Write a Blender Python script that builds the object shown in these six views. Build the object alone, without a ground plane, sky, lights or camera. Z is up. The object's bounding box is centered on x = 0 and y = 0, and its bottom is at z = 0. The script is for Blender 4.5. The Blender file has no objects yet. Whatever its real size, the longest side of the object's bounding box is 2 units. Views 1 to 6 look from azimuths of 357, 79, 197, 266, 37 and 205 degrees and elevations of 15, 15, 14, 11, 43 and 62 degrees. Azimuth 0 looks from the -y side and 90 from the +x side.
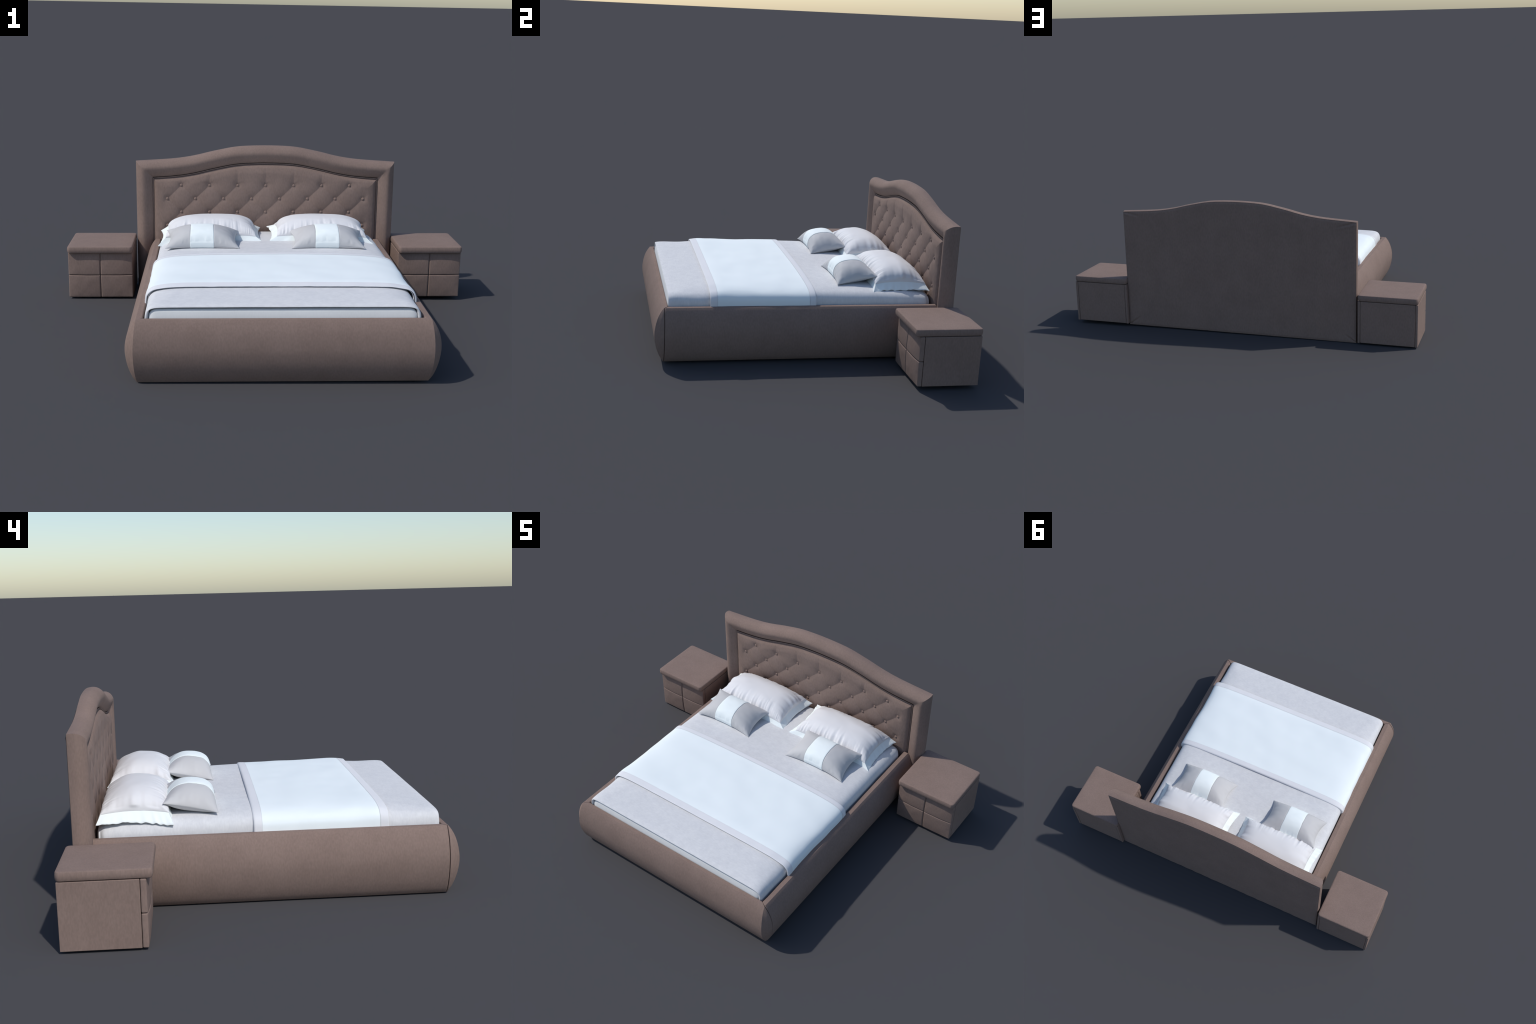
# Upholstered double bed with tufted headboard, bedding, and two matching nightstands.
import math
import bpy
import bmesh
import numpy as np
from mathutils import Matrix, Vector, noise

# ------------------------------------------------------------------ set-up
TILT = 0.006            # the whole group leans very slightly (right side higher)
PIVOT_X = -0.64
LEAN = (Matrix.Translation((PIVOT_X, 0, 0)) @ Matrix.Rotation(-TILT, 4, 'Y')
        @ Matrix.Translation((-PIVOT_X, 0, 0)))


def link(obj):
    bpy.context.scene.collection.objects.link(obj)
    return obj


def root_empty(name, base):
    o = link(bpy.data.objects.new(name, None))
    o.empty_display_size = 0.1
    o.matrix_world = LEAN @ Matrix.Translation(base)
    o["base"] = list(base)
    return o


def finish_mesh(name, verts, faces, mat, angle=40.0, merge=1e-6, fix=True):
    me = bpy.data.meshes.new(name)
    me.from_pydata([tuple(map(float, v)) for v in verts], [], faces)
    bm = bmesh.new()
    bm.from_mesh(me)
    bmesh.ops.remove_doubles(bm, verts=bm.verts, dist=merge)
    bmesh.ops.dissolve_degenerate(bm, dist=1e-7, edges=bm.edges)
    if fix:
        bmesh.ops.recalc_face_normals(bm, faces=bm.faces)
    for f in bm.faces:
        f.smooth = True
    lim = math.radians(angle)
    for e in bm.edges:
        if len(e.link_faces) == 2:
            e.smooth = e.calc_face_angle(0.0) < lim
    bm.to_mesh(me)
    bm.free()
    me.materials.append(mat)
    return me


def part(name, verts, faces, mat, parent, angle=40.0, merge=1e-6, fix=True):
    """A mesh child of a root; verts are given in upright scene coordinates."""
    base = Vector(root_base(parent))
    vs = [Vector(v) - base for v in verts]
    me = finish_mesh(name, vs, faces, mat, angle, merge, fix)
    o = link(bpy.data.objects.new(name, me))
    o.parent = parent
    return o


def root_base(o):
    while o.parent is not None:
        o = o.parent
    return o["base"]


def root_mesh(name, verts, faces, mat, base, angle=40.0):
    me = finish_mesh(name, [Vector(v) - Vector(base) for v in verts], faces, mat, angle)
    o = link(bpy.data.objects.new(name, me))
    o.matrix_world = LEAN @ Matrix.Translation(base)
    o["base"] = list(base)
    return o


def bevel(o, width, segments=3, limit=35.0):
    m = o.modifiers.new("soft_edges", 'BEVEL')
    m.width = width
    m.segments = segments
    m.limit_method = 'ANGLE'
    m.angle_limit = math.radians(limit)
    m.harden_normals = False
    return m


# ------------------------------------------------------------------ maths helpers
def spline(points):
    """Smooth curve y(x) through control points (cubic Hermite, limited slopes)."""
    px = np.array([p[0] for p in points], float)
    py = np.array([p[1] for p in points], float)
    d = np.gradient(py, px)

    def f(x):
        x = np.clip(np.asarray(x, float), px[0], px[-1])
        i = np.clip(np.searchsorted(px, x) - 1, 0, len(px) - 2)
        h = px[i + 1] - px[i]
        t = (x - px[i]) / h
        return ((2 * t**3 - 3 * t**2 + 1) * py[i] + (t**3 - 2 * t**2 + t) * h * d[i]
                + (-2 * t**3 + 3 * t**2) * py[i + 1] + (t**3 - t**2) * h * d[i + 1])
    return f


def smooth(a, b, x):
    t = np.clip((np.asarray(x, float) - a) / (b - a), 0, 1)
    return t * t * (3 - 2 * t)


def nz(x, y, z=0.0):
    return noise.noise(Vector((x, y, z)))


def grid_faces(nr, nc, close_c=False, close_r=False, off=0):
    out = []
    for r in range(nr if close_r else nr - 1):
        for c in range(nc if close_c else nc - 1):
            r2, c2 = (r + 1) % nr, (c + 1) % nc
            out.append((off + r * nc + c, off + r * nc + c2, off + r2 * nc + c2, off + r2 * nc + c))
    return out


def loft(rings, cap=True):
    """Closed rings of equal length joined; ends filled."""
    n = len(rings[0])
    verts = [v for r in rings for v in r]
    faces = grid_faces(len(rings), n, close_c=True)
    if cap:
        faces.append(tuple(range(n)))
        faces.append(tuple(range((len(rings) - 1) * n, len(rings) * n)))
    return verts, faces


def round_rect(cx, cy, hx, hy, r, n=7):
    pts = []
    for sx, sy, a0 in ((1, 1, 0), (-1, 1, 90), (-1, -1, 180), (1, -1, 270)):
        for k in range(n):
            a = math.radians(a0 + 90.0 * k / (n - 1))
            pts.append((cx + sx * (hx - r) + r * math.cos(a), cy + sy * (hy - r) + r * math.sin(a)))
    return pts


def rounded_box(lo, hi, r, mid=(8, 8, 8), corner=4, deform=None):
    """Box with rounded edges as six shared grids."""
    lo, hi = np.array(lo, float), np.array(hi, float)
    axes = []
    for k in range(3):
        a = [lo[k] + r * i / corner for i in range(corner)]
        b = list(np.linspace(lo[k] + r, hi[k] - r, mid[k] + 1))
        c = [hi[k] - r + r * (i + 1) / corner for i in range(corner)]
        axes.append(a + b + c)
    verts, faces = [], []
    for k in range(3):
        u, v = (k + 1) % 3, (k + 2) % 3
        for side in (lo[k], hi[k]):
            off = len(verts)
            for a in axes[u]:
                for b in axes[v]:
                    p = np.zeros(3)
                    p[k], p[u], p[v] = side, a, b
                    c = np.clip(p, lo + r, hi - r)
                    d = p - c
                    n = np.linalg.norm(d)
                    p = c + d / n * r
                    if deform:
                        p = deform(p)
                    verts.append(p)
            faces += grid_faces(len(axes[u]), len(axes[v]), off=off)
    return verts, faces


# ------------------------------------------------------------------ materials
def cloth(name, colour, colour2, blotch=7.0, grain=(240, 240, 60), grain_amount=0.10,
          bump=0.15, rough=0.9, sheen=0.0, blotch_sharp=(0.35, 0.65)):
    m = bpy.data.materials.new(name)
    m.use_nodes = True
    nt = m.node_tree
    n = nt.nodes
    b = n["Principled BSDF"]
    b.inputs["Roughness"].default_value = rough
    b.inputs["Specular IOR Level"].default_value = 0.15
    if sheen:
        b.inputs["Sheen Weight"].default_value = sheen
        b.inputs["Sheen Roughness"].default_value = 0.5
    tc = n.new("ShaderNodeTexCoord")
    big = n.new("ShaderNodeTexNoise")
    big.inputs["Scale"].default_value = blotch
    big.inputs["Detail"].default_value = 6
    big.inputs["Roughness"].default_value = 0.62
    nt.links.new(tc.outputs["Object"], big.inputs["Vector"])
    ramp = n.new("ShaderNodeValToRGB")
    ramp.color_ramp.elements[0].position = blotch_sharp[0]
    ramp.color_ramp.elements[1].position = blotch_sharp[1]
    ramp.color_ramp.elements[0].color = (*colour, 1)
    ramp.color_ramp.elements[1].color = (*colour2, 1)
    nt.links.new(big.outputs["Fac"], ramp.inputs["Fac"])
    mp = n.new("ShaderNodeMapping")
    mp.inputs["Scale"].default_value = grain
    nt.links.new(tc.outputs["Object"], mp.inputs["Vector"])
    fine = n.new("ShaderNodeTexNoise")
    fine.inputs["Scale"].default_value = 1.0
    fine.inputs["Detail"].default_value = 3
    nt.links.new(mp.outputs["Vector"], fine.inputs["Vector"])
    rng = n.new("ShaderNodeMapRange")
    rng.inputs["From Min"].default_value = 0.25
    rng.inputs["From Max"].default_value = 0.75
    rng.inputs["To Min"].default_value = 1 - grain_amount
    rng.inputs["To Max"].default_value = 1 + grain_amount
    nt.links.new(fine.outputs["Fac"], rng.inputs["Value"])
    mul = n.new("ShaderNodeVectorMath")
    mul.operation = 'SCALE'
    nt.links.new(ramp.outputs["Color"], mul.inputs[0])
    nt.links.new(rng.outputs["Result"], mul.inputs["Scale"])
    nt.links.new(mul.outputs["Vector"], b.inputs["Base Color"])
    if bump:
        bp = n.new("ShaderNodeBump")
        bp.inputs["Strength"].default_value = bump
        bp.inputs["Distance"].default_value = 0.002
        nt.links.new(fine.outputs["Fac"], bp.inputs["Height"])
        nt.links.new(bp.outputs["Normal"], b.inputs["Normal"])
    return m


BROWN = cloth("taupe_velour", (0.238, 0.171, 0.145), (0.260, 0.188, 0.160), blotch=9,
              grain=(170, 170, 70), grain_amount=0.09, bump=0.12)
SPREAD = cloth("grey_bedspread_cloth", (0.665, 0.668, 0.685), (0.715, 0.717, 0.727), blotch=30,
               grain=(60, 160, 60), grain_amount=0.045, bump=0.08)
SHEET = cloth("mattress_ticking", (0.74, 0.75, 0.75), (0.78, 0.79, 0.79), blotch=5,
              grain=(200, 60, 60), grain_amount=0.02, bump=0.05)
BLANKET = cloth("pale_blue_white_cloth", (0.855, 0.915, 0.925), (0.875, 0.93, 0.94), blotch=3,
                grain=(200, 200, 200), grain_amount=0.008, bump=0.03)
HEM = cloth("lilac_grey_hem_cloth", (0.755, 0.760, 0.780), (0.775, 0.775, 0.795), blotch=5,
            grain=(200, 200, 200), grain_amount=0.01, bump=0.03)
PILLOW = cloth("lilac_white_satin", (0.765, 0.760, 0.775), (0.780, 0.775, 0.785), blotch=4,
               grain=(200, 200, 200), grain_amount=0.006, bump=0.0, rough=0.6)
FLANGE = cloth("ice_white_cotton", (0.890, 0.950, 0.945), (0.905, 0.960, 0.955), blotch=4,
               grain=(200, 200, 200), grain_amount=0.006, bump=0.0, rough=0.75)
CUSHION = cloth("silver_grey_satin", (0.560, 0.555, 0.560), (0.575, 0.570, 0.572), blotch=4,
                grain=(200, 200, 200), grain_amount=0.006, bump=0.0, rough=0.55)

# ------------------------------------------------------------------ the bed
BED_X = 0.0175                  # centre line of the bed box
HALF = 0.583                    # half width of the box at its top edge
RAIL_TOP = 0.261
FRONT = -0.675                  # plane of the corner seams
bed = root_empty("upholstered_bed", (BED_X, 0.0, 0.0))
bed["label"] = "taupe upholstered double bed with tufted arched headboard"
bed["category"] = "bed"

side_bulge = spline([(0, 0), (.016, .0125), (.04, .0250), (.077, .0375), (.11, .0438), (.14, .0458),
                     (.175, .0424), (.205, .0342), (.225, .0258), (.242, .0160), (.253, .0080), (.261, .0)])
front_bulge = spline([(0, 0), (.03, .018), (.067, .0325), (.11, .0415), (.14, .0430), (.168, .0400), (.20, .0328),
                      (.222, .0250), (.24, .0155), (.252, .0078), (.261, .0)])
Z_ROWS = list(np.linspace(0, RAIL_TOP, 40))

# footboard: horizontal slices stacked in z, mitred to the rails at the corners
rings = []
for z in Z_ROWS:
    bs, bf = float(side_bulge(z)), float(front_bulge(z))
    he = HALF + 0.011 * bf / 0.0435
    right = []
    for t in np.linspace(0, 1, 7):                      # cap from seam to front edge
        wx = (HALF + bs) * (1 - t) + he * t + 0.16 * bs * math.sin(math.pi * t) * (1 - t)
        wy = FRONT - bf * t - 0.06 * bf * math.sin(math.pi * t) * (1 - t)
        right.append((wx, wy))
    front = [(he * s, FRONT - bf) for s in np.linspace(1, -1, 42)][1:-1]
    ring = [(BED_X + x, y, z) for x, y in right]
    ring += [(BED_X + x, y, z) for x, y in front]
    ring += [(BED_X - x, y, z) for x, y in reversed(right)]
    ring += [(BED_X - HALF + 0.024, FRONT + 0.0175, z), (BED_X + HALF - 0.024, FRONT + 0.0175, z)]
    rings.append(ring)
v, f = loft(rings)
footboard = part("footboard", v, f, BROWN, bed, angle=28)
bevel(footboard, 0.0045, 3, 48)

GAP = 0.0016
for sgn in (1, -1):
    rings = []
    for z in Z_ROWS:
        bs = float(side_bulge(z))
        ring = [(BED_X + sgn * (HALF - .025), FRONT + .0175 + GAP, z), (BED_X + sgn * (HALF + bs), FRONT + GAP, z)]
        for y in np.linspace(FRONT, .638, 24)[1:]:
            ring.append((BED_X + sgn * (HALF + bs), y, z))
        ring.append((BED_X + sgn * (HALF - .025), .638, z))
        rings.append(ring)
    v, f = loft(rings)
    rail = part("side_rail", v, f, BROWN, bed, angle=32)
    bevel(rail, 0.005, 3, 48)

# ------------------------------------------------------------------ headboard
HB_X = 0.006
HB_W = 0.671
HB_BACK = 0.693
crest = [(0, .7495), (.085, .7475), (.135, .7445), (.18, .7385), (.235, .7275), (.29, .7155), (.35, .7005),
         (.412, .6885), (.469, .681), (.515, .677), (.6, .6715), (.672, .667)]
_crest = spline([(-a, b) for a, b in reversed(crest[1:])] + crest)


def hb_top(x):
    return _crest(np.asarray(x) - HB_X)


# moulding profile: inset from the outline, depth
MOULD = [(.003, .6925), (.001, .684), (.0, .674), (.0, .666), (.002, .657), (.006, .648), (.012, .640), (.020, .633),
         (.029, .6275), (.037, .6255), (.046, .6272), (.056, .6310), (.065, .6355), (.073, .6405), (.080, .6455),
         (.085, .6500), (.088, .6540), (.0895, .660)]
cols = []                     # each column is a cross-section of the moulding
NP = len(MOULD)
for z in np.linspace(0, 1, 26)[:-1]:
    cols.append([(HB_X - HB_W + t, y, z * (float(hb_top(HB_X - HB_W + t)) - t)) for t, y in MOULD])
for s in np.linspace(-1, 1, 121):
    cols.append([(HB_X + s * (HB_W - t), y, float(hb_top(HB_X + s * (HB_W - t))) - t) for t, y in MOULD])
for z in np.linspace(1, 0, 26)[1:]:
    cols.append([(HB_X + HB_W - t, y, z * (float(hb_top(HB_X + HB_W - t)) - t)) for t, y in MOULD])
verts = [p for c in cols for p in c]
faces = grid_faces(len(cols), NP)
headboard = part("headboard_frame", verts, faces, BROWN, bed, angle=34)

# back panel of the headboard, with the pulled cloth folds running in from its corners
verts, faces = [], []
xs = np.linspace(-1, 1, 361)
zs = np.linspace(0, 1, 201)
for s in xs:
    x = HB_X + s * (HB_W - .004)
    top = float(hb_top(x)) - .004
    for w in zs:
        z = w * top
        y = HB_BACK
        edge = min(HB_W - .004 - abs(x - HB_X), z, top - z)
        y += 0.0025 * float(smooth(0, .012, edge)) + 0.0008 * nz(x * 6, z * 6) + 0.0014 * nz(x * 28, z * 2.2, 4.0)
        for cx, cz, sx, sz, ln in ((-1, 0, 1, .72, .085), (1, 0, -1, .72, .10), (-1, 1, 1, -.30, .12), (1, 1, -1, -.22, .10)):
            ox = HB_X + cx * (HB_W - .004)
            oz = 0.0 if cz == 0 else float(hb_top(ox)) - .004
            dx, dz = (x - ox) * sx, (z - oz) * (1 if sz > 0 else -1)
            L = math.hypot(1, sz)
            along = (dx + dz * abs(sz)) / L
            across = (dz - dx * abs(sz)) / L
            if 0 < along < ln:
                y -= 0.0075 * math.exp(-(across / .0050) ** 2) * (1 - along / ln) * float(smooth(0, .012, along))
                y += 0.0022 * math.exp(-((across - .010) / .007) ** 2) * (1 - along / ln) * float(smooth(0, .012, along))
        verts.append((x, y, z))
faces = grid_faces(len(xs), len(zs))
part("headboard_back", verts, faces, BROWN, headboard, angle=60)

# tufted panel
PX, PZ = 0.1457, 0.0705
ROW1 = 0.5455
TUFT_X = 0.0055
ROWS = [ROW1 - PZ * k for k in range(6)]
HALF_P = HB_W - 0.0905


def panel_top(x):
    return float(hb_top(x)) - 0.0945


P_BOTTOM = 0.15


def panel_y(x, z):
    a = (x - TUFT_X) / PX
    b = (z - ROW1) / (2 * PZ)
    su = abs(math.sin(math.pi * (a + b))) ** 0.8
    sv = abs(math.sin(math.pi * (a - b))) ** 0.8
    tuft = 0.5 * (su + sv)
    # above the first row only vertical pulls remain
    up = float(smooth(ROW1 - .004, ROW1 + .028, z))
    fade = float(smooth(ROW1 - .01, ROW1 + .08, z))
    col = 0.25 + 0.75 * abs(math.sin(math.pi * a)) ** 0.8
    pull = col * (1 - fade) + fade * (0.84 + 0.16 * min(1.0, abs(math.sin(math.pi * a)) * 3.0))
    tuft = tuft * (1 - up) + up * pull
    # plain margin left and right of the outer buttons
    side = float(smooth(.475, .555, abs(x - TUFT_X)))
    tuft = tuft * (1 - side) + side * 0.8
    edge = min(HALF_P - abs(x - HB_X), panel_top(x) - z)
    e = min(1.0, max(0.0, edge) / 0.022)
    e = math.sqrt(max(0.0, 1 - (1 - e) ** 2))
    y = 0.6575 - e * 0.0172 - 0.0108 * tuft * float(smooth(0.0, 0.05, edge)) ** 0.7
    # tight dimples at the buttons
    r = round((ROW1 - z) / PZ)
    if 0 <= r < 6:
        off = 0.5 * (r % 2)
        c = TUFT_X + (round(a - off) + off) * PX
        if abs(c - TUFT_X) < 0.53 and abs(c - TUFT_X) < (0.46 if r % 2 == 0 else 0.53):
            d2 = (x - c) ** 2 + (z - (ROW1 - r * PZ)) ** 2
            y += 0.0034 * math.exp(-d2 / .015 ** 2)
    return y + 0.0006 * nz(x * 30, z * 30, 3.1)


nx, nzr = 420, 190
verts = []
for i in range(nx + 1):
    s = i / nx * 2 - 1
    s = math.copysign(1 - (1 - abs(s)) ** 1.15, s)
    x = HB_X + s * HALF_P
    t = panel_top(x)
    for j in range(nzr + 1):
        w = 1 - (1 - j / nzr) ** 1.2
        z = P_BOTTOM + w * (t - P_BOTTOM)
        verts.append((x, panel_y(x, z), z))
part("tufted_panel", verts, grid_faces(nx + 1, nzr + 1), BROWN, headboard, angle=75)

# piping in the gap between moulding and panel
verts = []
path = [(HB_X - HALF_P - .0015, z) for z in np.linspace(.15, panel_top(HB_X - HALF_P), 20)[:-1]]
path += [(x, panel_top(x) + .003) for x in np.linspace(HB_X - HALF_P, HB_X + HALF_P, 100)]
path += [(HB_X + HALF_P + .0015, z) for z in np.linspace(panel_top(HB_X + HALF_P), .15, 20)[1:]]
rings = []
for i, (x, z) in enumerate(path):
    a, b = path[max(0, i - 1)], path[min(len(path) - 1, i + 1)]
    t = Vector((b[0] - a[0], 0, b[1] - a[1])).normalized()
    nrm = Vector((-t.z, 0, t.x))
    rings.append([Vector((x, .6495, z)) + nrm * (.0024 * math.cos(q)) + Vector((0, .0024 * math.sin(q), 0))
                  for q in np.linspace(0, 2 * math.pi, 9)[:-1]])
v, f = loft(rings)
part("piping", v, f, BROWN, headboard)

# buttons: one shared domed mesh
dome = []
for k in range(7):
    a = math.radians(90) * k / 6
    rad, h = .0082 * math.sin(a), .0052 * math.cos(a)
    dome.append([(rad * math.cos(q), -h, rad * math.sin(q)) for q in np.linspace(0, 2 * math.pi, 21)[:-1]])
dome.append([(.0074 * math.cos(q), .003, .0074 * math.sin(q)) for q in np.linspace(0, 2 * math.pi, 21)[:-1]])
v, f = loft(dome)
button_mesh = finish_mesh("button", v, f, BROWN, 60)
for r, z in enumerate(ROWS[:5]):
    n = 3 if r % 2 == 0 else 4
    for c in (range(-n, n + 1) if r % 2 == 0 else range(-n, n)):
        x = TUFT_X + (c + (0.5 if r % 2 else 0)) * PX
        o = link(bpy.data.objects.new("button", button_mesh))
        o.parent = headboard
        o.location = Vector((x, panel_y(x, z) - .0022, z)) - Vector(root_base(bed))

# ------------------------------------------------------------------ mattress and bedspread
COV_X, COV_A = 0.0155, 0.549
Y0, Y1 = -0.6515, 0.621
spread_crown = spline([(-.66, .3060), (-.652, .3080), (-.64, .3105), (-.61, .3140), (-.56, .3185), (-.455, .3255), (-.30, .3320),
                       (-.05, .3325), (.10, .3285), (.18, .3260), (.30, .3235), (.45, .3200), (.58, .3130), (.625, .3060)])
blanket_crown = spline([(-.460, .3335), (-.450, .3352), (-.440, .3370), (-.423, .3398), (-.35, .3430), (-.20, .3448), (-.05, .3430),
                        (.00, .3425), (.025, .3428), (.038, .3428), (.048, .3412)])
# half cross-sections of the drape: distance from the centre line, drop below the crown
SPREAD_HALF = [(0, 0), (.12, .0001), (.24, .0004), (.33, .0010), (.40, .0022), (.44, .0038), (.475, .0075), (.505, .0130),
               (.523, .0195), (.537, .0300), (.5455, .0440), (.549, .0660), (.549, .1150)]
SPREAD_FRONT = [(0, 0), (.12, 0), (.24, 0), (.33, 0), (.40, .0001), (.46, .0003), (.495, .0012), (.515, .0042),
                (.530, .0105), (.5395, .0205), (.5455, .0350), (.548, .0600), (.548, .1150)]
BLANKET_HALF = [(0, 0), (.10, .0003), (.20, .0015), (.30, .0037), (.37, .0064), (.43, .0100), (.47, .0140), (.50, .0190),
                (.525, .0260), (.543, .0355), (.5545, .0490), (.561, .0700), (.563, .1200)]
BLANKET_FRONT = [(d * 1.0262, drop) for d, drop in SPREAD_HALF]


def half_curve(pts, n):
    k = np.arange(len(pts))
    fx, fz = spline(list(zip(k, [p[0] for p in pts]))), spline(list(zip(k, [p[1] for p in pts])))
    t = np.linspace(0, len(pts) - 1, n)
    return list(zip(fx(t), fz(t)))


def drape(xc, half, crown, y, inset=0.0, wobble=None):
    """One draped cross-section from the left hem over the top to the right hem."""
    pts = []
    for sgn, seq in ((-1, list(reversed(half))), (1, half[1:])):
        for d, drop in seq:
            k = min(1.0, drop / .030)
            x = xc + sgn * (d - inset * (2.0 if inset < .01 else 1.0) * k)
            z = crown - drop - inset * (1 - k * .8)
            if wobble:
                x, z = wobble(x, y, z, d, sgn)
            pts.append((x, y, z))
    return pts


# mattress: rounded rectangle drawn along the bed with a small rounded front edge
rings = []
for y, off in ((-.6555, -.045), (-.6548, -.034), (-.6530, -.023), (-.6500, -.013), (-.6475, -.006), (-.6440, -.0015), (-.639, 0),
               (-.3, 0), (.0, 0), (.3, 0), (.58, 0), (.602, -.006), (.612, -.02)):
    rings.append([(x, y + .0012 * nz(x * 6, z * 9) * (y < -.64), z)
                  for x, z in round_rect(.0158, .190, .5335 + off * .35, .1050 + off, .032 + off * .2, 9)])
v, f = loft(rings)
part("mattress", v, f, SHEET, bed, angle=50)


def spread_wobble(x, y, z, d, sgn):
    side = float(smooth(.50, .54, d))
    x += sgn * side * 0.0024 * nz(y * 9, z * 9, 5.0 + sgn)
    z += (1 - side) * 0.0013 * nz(x * 5, y * 5, 1.7)
    return x, z


rows = []


def mixed(a, b, n, w):
    return [(p[0] * (1 - w) + q[0] * w, p[1] * (1 - w) + q[1] * w) for p, q in zip(half_curve(a, n), half_curve(b, n))]



TH = .0065


def spread_row(y, inset=0.0, crown_y=None):
    half = mixed(SPREAD_FRONT, SPREAD_HALF, 60, float(smooth(-.652, -.50, y)))
    return drape(COV_X, half, float(spread_crown(y if crown_y is None else crown_y)), y, inset, spread_wobble)


for y in (-.60, -.63, Y0 + .004):
    rows.append(spread_row(y, TH, Y0 + .004 if y < -.62 else y))
rows.append(spread_row(Y0, TH - .0012, Y0))
rows.append(spread_row(Y0 - .0012, TH / 2, Y0))
rows.append(spread_row(Y0, .0012, Y0))
for y in np.linspace(Y0 + .003, Y1 - .03, 80):
    rows.append(spread_row(float(y)))
for t in np.linspace(0, math.pi / 2, 8)[1:]:
    rows.append(spread_row(Y1 - .03 + .03 * math.sin(t), .03 * (1 - math.cos(t))))
n = len(rows[0])
verts = [p for r in rows for p in r]
faces = grid_faces(len(rows), n)
faces.append(tuple(range((len(rows) - 1) * n, len(rows) * n)))
part("bedspread", verts, faces, SPREAD, bed, angle=50)

# ------------------------------------------------------------------ throw blanket across the bed
BL_X = 0.0185
BY0, BY1 = -0.459, 0.048


def blanket_wobble(x, y, z, d, sgn):
    side = float(smooth(.51, .55, d))
    calm = float(smooth(BY0, BY0 + .10, y)) * float(smooth(BY1, BY1 - .08, y)) * 0.85 + 0.15
    z += (1 - side) * calm * (0.0036 * nz(x * 3.6 + 3, y * 8.0, 9.0) + 0.0022 * nz(x * 9, y * 11.0, 2.0))
    z += (1 - side) * 0.0013 * nz(x * 20, 0.0, 7.0) * float(smooth(-.38, -.455, y))
    x += sgn * side * (0.0042 * nz(y * 10, z * 3, 6.0 + sgn) + .002 * float(smooth(-.2, .05, y)))
    return x, z


def blanket_row(y, inset=0.0):
    half = mixed(BLANKET_FRONT, BLANKET_HALF, 90, float(smooth(-.46, -.28, y)))
    return drape(BL_X, half, float(blanket_crown(y)), y, inset, blanket_wobble)


def sheet(row_list):
    m = len(row_list[0])
    return [p for r in row_list for p in r], grid_faces(len(row_list), m)


HEM_W = .0335
throw_base = (BL_X, -.2, .2)
rows = [blanket_row(float(y)) for y in np.linspace(BY0 + HEM_W, BY1 - HEM_W, 60)]
v, f = sheet(rows)
throw = root_mesh("throw_blanket", v, f, BLANKET, throw_base, 60)
throw["label"] = "pale blue throw blanket with lilac hem bands"
throw["category"] = "blanket"
# foot-side hem: two thin leaves, one above the other
rows = [blanket_row(BY0 + HEM_W - .0005, -.0004)]
rows += [blanket_row(float(y), -.0006) for y in np.linspace(BY0 + HEM_W - .003, BY0 + .002, 10)]
rows += [blanket_row(BY0, .0008), blanket_row(BY0 - .0006, .0018), blanket_row(BY0 + .0005, .0028), blanket_row(BY0 + .03, .0030)]
v, f = sheet(rows)
part("blanket_hem", v, f, HEM, throw, 60)
rows = [blanket_row(BY0 + .03, .0046), blanket_row(BY0 + .003, .0046), blanket_row(BY0 + .0015, .0052), blanket_row(BY0 + .003, .0058),
        blanket_row(BY0 + .03, .0060)]
v, f = sheet(rows)
part("blanket_underlayer", v, f, HEM, throw, 60)
# head-side hem: a soft rolled fold standing proud of the bedspread
rows = [blanket_row(BY1 - HEM_W + .0005, -.0004)]
rows += [blanket_row(float(y), -.0006) for y in np.linspace(BY1 - HEM_W + .003, BY1 - .006, 10)]
for t in np.linspace(0, math.pi, 9)[1:]:
    rows.append(blanket_row(BY1 - .006 + .006 * math.sin(t), .006 - .006 * math.cos(t) - .0006))
rows.append(blanket_row(BY1 - .06, .0115))
v, f = sheet(rows)
part("blanket_hem", v, f, HEM, throw, 60)

# ------------------------------------------------------------------ pillows
def superdome(t, p, q):
    return max(0.0, 1 - abs(t) ** p) ** q


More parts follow.
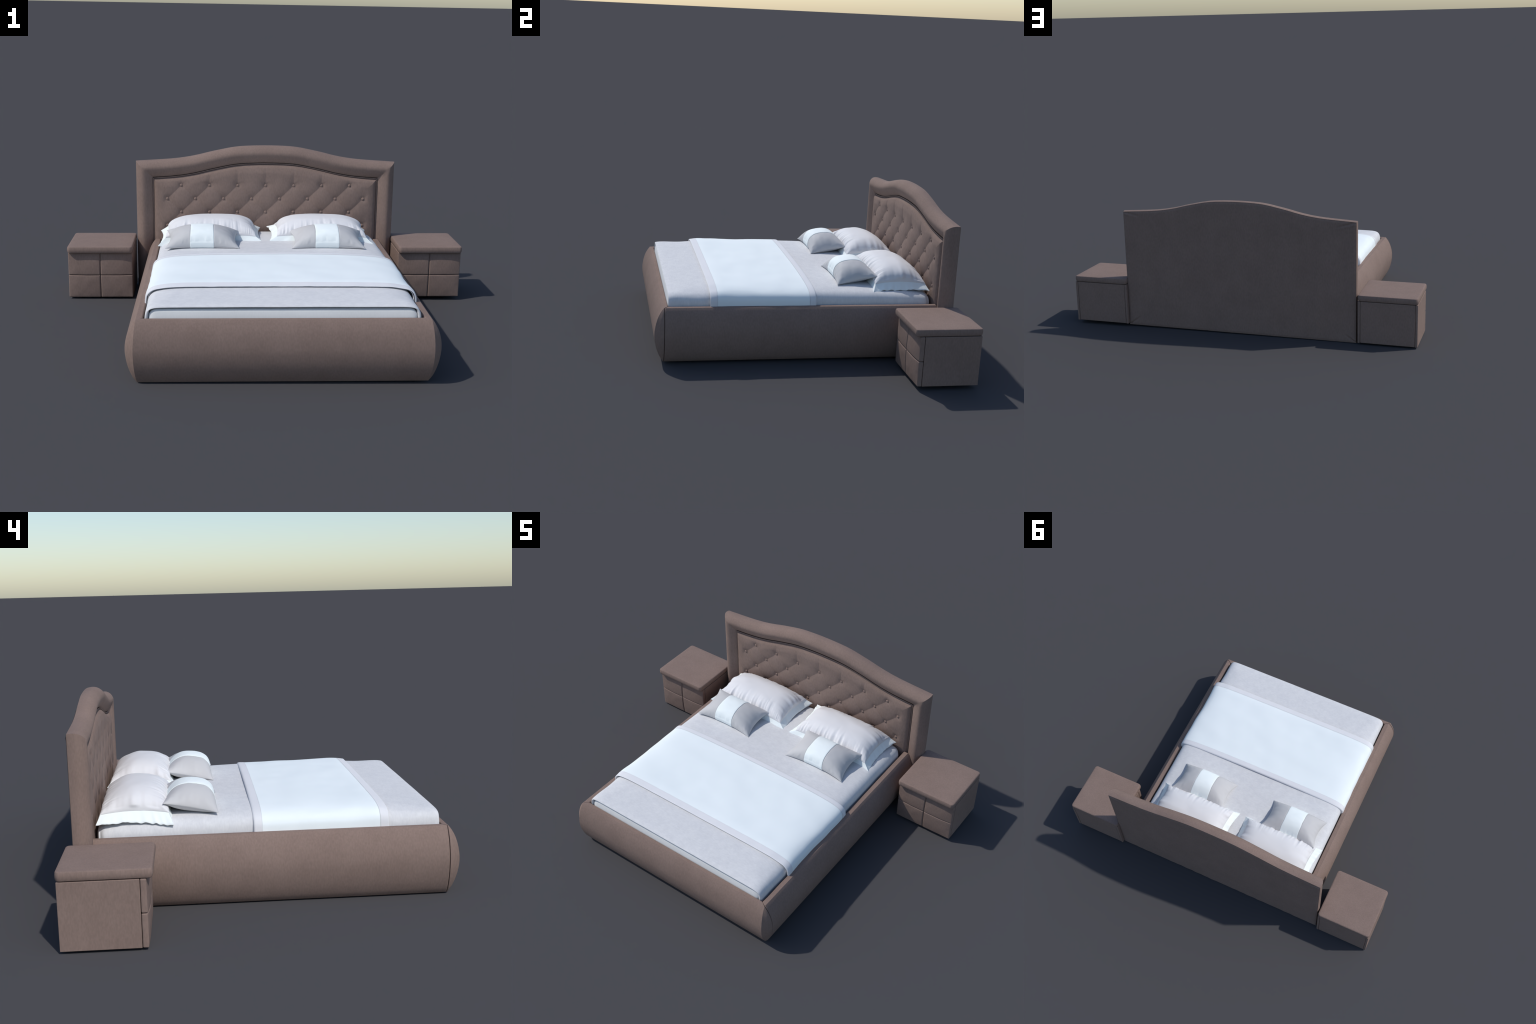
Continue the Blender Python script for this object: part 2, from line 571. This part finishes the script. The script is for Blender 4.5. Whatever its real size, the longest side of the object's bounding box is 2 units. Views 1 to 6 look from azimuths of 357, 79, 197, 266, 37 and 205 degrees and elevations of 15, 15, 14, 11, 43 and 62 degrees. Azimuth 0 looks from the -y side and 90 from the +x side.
def make_pillow(cx, seed, zl, zr):
    """zl / zr: heights of the flange corners on the left and on the right."""
    cy, hx, hy = 0.4825, 0.2235, 0.1275
    base = (cx, cy, 0.32)
    rng = np.random.default_rng(seed)
    ph = rng.uniform(0, 10, 8)

    def outline(u, v):
        # rectangle whose edges are pulled in between the corners
        x = cx + hx * u * (1 - .045 * (1 - v * v))
        y = cy + hy * v * (1 - .045 * (1 - u * u))
        return x, y

    def seam_z(u, v):
        lift = .010 * (1 - min(abs(u), abs(v)) ** 2)
        return .341 + .25 * ((zl + zr) / 2 - .316) + .35 * (zr - zl) * .5 * u + lift

    n1, n2 = 150, 110

    def spread(k, n):
        t = 2 * k / n - 1
        return math.copysign(1 - (1 - abs(t)) ** 1.7, t)

    def crown(u, w):
        x, y = outline(u, w)
        f = superdome(u, 3.4, .47) * superdome(w, 2.8, .5)
        return Vector((x, y, seam_z(u, w) + (.0740 - .010 * float(smooth(.1, .95, w))) * f))

    def creases(u, w):
        h = 0.0
        # gathers along the front and back seams
        for edge, sd, amp in ((w + 1, 1, .0042), (1 - w, 2, .0030)):
            fold = 0.25 * math.sin(u * 30 + 5 * nz(u * 3.1, ph[sd]) + ph[sd]) + 1.1 * nz(u * 13 + ph[sd], sd, .5) + 0.7 * nz(u * 29, ph[sd], .5)
            reach = .11 + .30 * max(0.0, 0.5 + 1.1 * nz(u * 11, ph[sd + 2]))
            h += amp * fold * math.exp(-(edge / reach) ** 2) * float(smooth(0, .025, edge)) * float(smooth(1.0, .85, abs(u)))
        # broad dents on the short ends
        for edge, sd in ((1 - u, 3), (u + 1, 4)):
            dent = math.sin(w * 5.5 + ph[sd]) + 1.2 * nz(w * 6, ph[sd])
            h += .0040 * dent * math.exp(-(edge / .20) ** 2) * float(smooth(0, .02, edge)) * float(smooth(1.0, .8, abs(w)))
        return h + .0016 * nz(u * 3, w * 3, ph[6])

    verts = []
    for side in (1, -1):
        for i in range(n1 + 1):
            u = spread(i, n1)
            for j in range(n2 + 1):
                w = spread(j, n2)
                if side > 0:
                    p = crown(u, w)
                    if abs(u) < .9999 and abs(w) < .9999:
                        e = .004
                        ua, ub, wa, wb = max(-1, u - e), min(1, u + e), max(-1, w - e), min(1, w + e)
                        n = (crown(ub, w) - crown(ua, w)).cross(crown(u, wb) - crown(u, wa)).normalized()
                        p = p + n * creases(u, w)
                else:
                    x, y = outline(u, w)
                    p = Vector((x, y, seam_z(u, w) - .022 * superdome(u, 3.0, .5) * superdome(w, 2.8, .5)))
                verts.append(p)
    m = (n1 + 1) * (n2 + 1)
    faces = grid_faces(n1 + 1, n2 + 1) + [tuple(reversed(q)) for q in grid_faces(n1 + 1, n2 + 1, off=m)]
    body = root_mesh("pillow", verts, faces, PILLOW, base, 70)
    body["label"] = "plump off white bed pillow with wide flat border"
    body["category"] = "pillow"

    # flat border sewn round the seam
    per = []
    N = 60
    for k in range(4 * N):
        e, t = divmod(k, N)
        t = 2 * t / N - 1
        per.append(((t, -1), (1, t), (-t, 1), (-1, -t))[e])
    steps = 6
    rings = []
    for side in (1, -1):
        seq = range(steps + 1) if side > 0 else range(steps, -1, -1)
        for s in seq:
            w = s / steps
            ring = []
            for u, v in per:
                x0, y0 = outline(u * .99, v * .985)
                z0 = seam_z(u, v)
                x1 = cx - .0015 + (hx + .0352) * u * (1 - .070 * (1 - v * v) * abs(u) ** 8)
                y1 = cy - .002 + v * (hy + .0135) * (1 - .045 * (1 - u * u))
                zc = zl + (zr - zl) * (u + 1) / 2
                zc += .008 * (v + 1) / 2 - .004
                mid = 1 - min(abs(u), abs(v)) ** 2
                wave = .0075 * nz(u * 4 + ph[5], v * 4, seed) + .0045 * nz(u * 9, v * 9, ph[4])
                z1 = zc + .004 * mid + wave
                x = x0 + (x1 - x0) * w
                y = y0 + (y1 - y0) * w
                z = z0 + (z1 - z0) * (w ** .9) + (.0012 if side > 0 else -.0012)
                ring.append((x, y, z))
            rings.append(ring)
    nn = len(per)
    verts = [p for r in rings for p in r]
    faces = grid_faces(len(rings), nn, close_c=True)
    part("pillow_border", verts, faces, FLANGE, body, 60)
    return body


make_pillow(-0.2780, 11, .303, .322)
make_pillow(0.2720, 23, .325, .309)


# ------------------------------------------------------------------ scatter cushions
def make_cushion(cx, seed, band_x):
    hx, hy = .180, .103
    y_mid, z_front, z_back = .2755, .3265, .3695
    base = (cx, y_mid, .33)
    rng = np.random.default_rng(seed)
    ph = rng.uniform(0, 10, 8)
    slope = math.atan2(z_back - z_front, 2 * hy)
    band_u = ((band_x[0] - cx) / hx, (band_x[1] - cx) / hx)
    nrm = Vector((0, -math.sin(slope), math.cos(slope)))

    def surf(u, w, side, grow=0.0):
        x = cx + hx * u * (1 - .13 * (1 - w * w) * abs(u))
        v = w * (1 - .11 * (1 - u * u) * abs(w))
        p = Vector((x, y_mid + hy * v, (z_front + z_back) / 2 + (z_back - z_front) / 2 * v))
        f = superdome(u, 2.5, .64) * (superdome(w, 2.6, .56) if w < 0 else superdome(w, 2.2, .64))
        if side > 0:
            h = .0665 * f + .004 * (1 - u * u) * superdome(w, 8, 1)
            for edge, sd in ((w + 1, 1), (1 - w, 2)):
                fold = math.sin(u * 30 + 4 * nz(u * 3, ph[sd]) + ph[sd]) * .5 + nz(u * 15 + ph[sd], sd)
                k = math.exp(-(edge / .26) ** 2) * float(smooth(0, .06, edge)) * float(smooth(1, .8, abs(u)))
                h += .0024 * fold * k
                p.y += .0022 * fold * k * (1 if sd == 1 else -1)
            for edge, sd in ((1 - u, 3), (u + 1, 4)):
                dent = math.sin(w * 8 + ph[sd]) + nz(w * 6, ph[sd])
                h += .0024 * dent * math.exp(-(edge / .2) ** 2) * float(smooth(0, .08, edge)) * float(smooth(1, .7, abs(w)))
            h += .0012 * nz(u * 4, w * 4, ph[6])
            if grow == 0.0:
                for b in (band_u[0], band_u[1]):
                    h -= .0026 * math.exp(-((u - b - .012 * nz(w * 3, ph[7]) * (1 if b > 0 else .6)) / .012) ** 2)
        else:
            h = -.038 * f
        # front and back seams lift between the corners
        p.z += (.013 * (0.5 - 0.5 * w) - .006 * (0.5 + 0.5 * w)) * (1 - u * u)
        return p + nrm * (h + grow * (1 if side > 0 else -1))

    def spread(k, n):
        t = 2 * k / n - 1
        return math.copysign(1 - (1 - abs(t)) ** 1.5, t)

    n1, n2 = 200, 80
    verts = []
    for side in (1, -1):
        for i in range(n1 + 1):
            for j in range(n2 + 1):
                verts.append(surf(spread(i, n1), spread(j, n2), side))
    m = (n1 + 1) * (n2 + 1)
    faces = grid_faces(n1 + 1, n2 + 1) + [tuple(reversed(q)) for q in grid_faces(n1 + 1, n2 + 1, off=m)]
    body = root_mesh("cushion", verts, faces, CUSHION, base, 70)
    body["label"] = "silver grey scatter cushion with pale centre band"
    body["category"] = "cushion"
    # contrasting band sewn round the middle
    b0, b1 = (band_x[0] - cx) / hx, (band_x[1] - cx) / hx
    rings = []
    us = list(np.linspace(b0, b1, 40))
    prof = [(us[0], -.0012), (us[0], .0010)] + [(u, .0018) for u in us[1:-1]] + [(us[-1], .0010), (us[-1], -.0012)]
    for u, g in prof:
        ring = []
        for j in range(n2 + 1):
            w = spread(j, n2)
            uu = u + .012 * nz(w * 3, ph[7]) * (1 if u > 0 else .6)
            p = surf(uu, w, 1, g)
            p.y += g * w * (abs(w) > .97)
            ring.append(p)
        for j in range(n2, -1, -1):
            w = spread(j, n2)
            uu = u + .012 * nz(w * 3, ph[7]) * (1 if u > 0 else .6)
            p = surf(uu, w, -1, g)
            p.y += g * w * (abs(w) > .97)
            ring.append(p)
        rings.append(ring)
    v, f = loft(rings, cap=False)
    part("centre_band", v, f, FLANGE, body, 50)
    return body


make_cushion(-0.3165, 5, (-.3755, -.2625))
make_cushion(0.2875, 8, (.2245, .3380))

# ------------------------------------------------------------------ nightstands
NS_Z = 0.0075
NS_F, NS_B = 0.447, 0.7118
NS_H = 0.1610
LID_Z = 0.2425


def make_nightstand(cx):
    base = (cx, .565, NS_Z)
    ns = root_empty("nightstand", base)
    ns["label"] = "taupe upholstered nightstand with two padded drawers"
    ns["category"] = "nightstand"
    return ns


stand = make_nightstand(-0.8340)
cx = -0.8340
# cabinet: two side walls, recessed back, base
verts, faces = [], []


def add_box(x0, x1, y0, y1, z0, z1):
    o = len(verts)
    verts.extend([(x0, y0, z0), (x1, y0, z0), (x1, y1, z0), (x0, y1, z0), (x0, y0, z1), (x1, y0, z1), (x1, y1, z1), (x0, y1, z1)])
    faces.extend([tuple(o + k for k in q) for q in ((0, 3, 2, 1), (4, 5, 6, 7), (0, 1, 5, 4), (1, 2, 6, 5), (2, 3, 7, 6), (3, 0, 4, 7))])


for s in (1, -1):
    a, b = cx + s * NS_H, cx + s * (NS_H - .0125)
    add_box(min(a, b), max(a, b), NS_F, NS_B, NS_Z, LID_Z - .0025)
cab = part("cabinet_side", verts, faces, BROWN, stand)
bevel(cab, .0018, 2)
verts, faces = [], []
add_box(cx - NS_H + .0138, cx + NS_H - .0138, NS_F + .002, NS_B - .0008, NS_Z + .001, LID_Z - .003)
cab = part("cabinet_back", verts, faces, BROWN, stand)
bevel(cab, .0025, 2)

for z0, z1 in ((NS_Z, .1240), (.1256, LID_Z - .0022)):
    def puff(p, z0=z0, z1=z1):
        p = np.array(p)
        if p[1] < .442:
            sx = (p[0] - cx) / NS_H
            sz = (p[2] - (NS_Z + LID_Z) / 2) / ((LID_Z - NS_Z) / 2)
            lz = (p[2] - (z0 + z1) / 2) / ((z1 - z0) / 2)
            k = min(1.0, (.442 - p[1]) / .010)
            out = .0072 * (1 - abs(sx) ** 4) * (1 - .85 * abs(sz) ** 2.2)
            out += .0016 * (1 - abs(2 * abs(sx) - 1) ** 4) * (1 - abs(lz) ** 4)
            d = abs(p[0] - cx)
            groove = .0060 * math.exp(-(d / .0024) ** 2)
            p[1] -= k * (out - groove)
            p[1] += .0007 * nz(p[0] * 25, p[2] * 25, z0 * 9)
        return p
    v, f = rounded_box((cx - NS_H, .4255, z0), (cx + NS_H, NS_F - .0014, z1), .0045, (130, 2, 24), 5, puff)
    part("drawer_front", v, f, BROWN, stand, angle=60)

prof = [(-.012, LID_Z), (-.0025, LID_Z), (-.0004, LID_Z + .0018), (.0016, LID_Z + .007), (.0026, LID_Z + .014), (.0024, LID_Z + .021),
        (.0012, LID_Z + .0275), (.0006, LID_Z + .0294), (-.0004, LID_Z + .0292), (-.0010, LID_Z + .0306), (-.0028, LID_Z + .0315),
        (-.008, LID_Z + .0320), (-.05, LID_Z + .0328), (-.10, LID_Z + .0330)]
rings = []
for off, z in prof:
    r = max(.004, .015 + off)
    pts = round_rect(cx, .5592, .1602 + off, .1542 + off, r, 9)
    rings.append([(x, y, z) for x, y in pts])
v, f = loft(rings)
part("nightstand_lid", v, f, BROWN, stand, angle=27)

stand2 = make_nightstand(0.8358)
for child in list(stand.children):
    c = child.copy()            # shares the mesh data
    link(c)
    c.parent = stand2
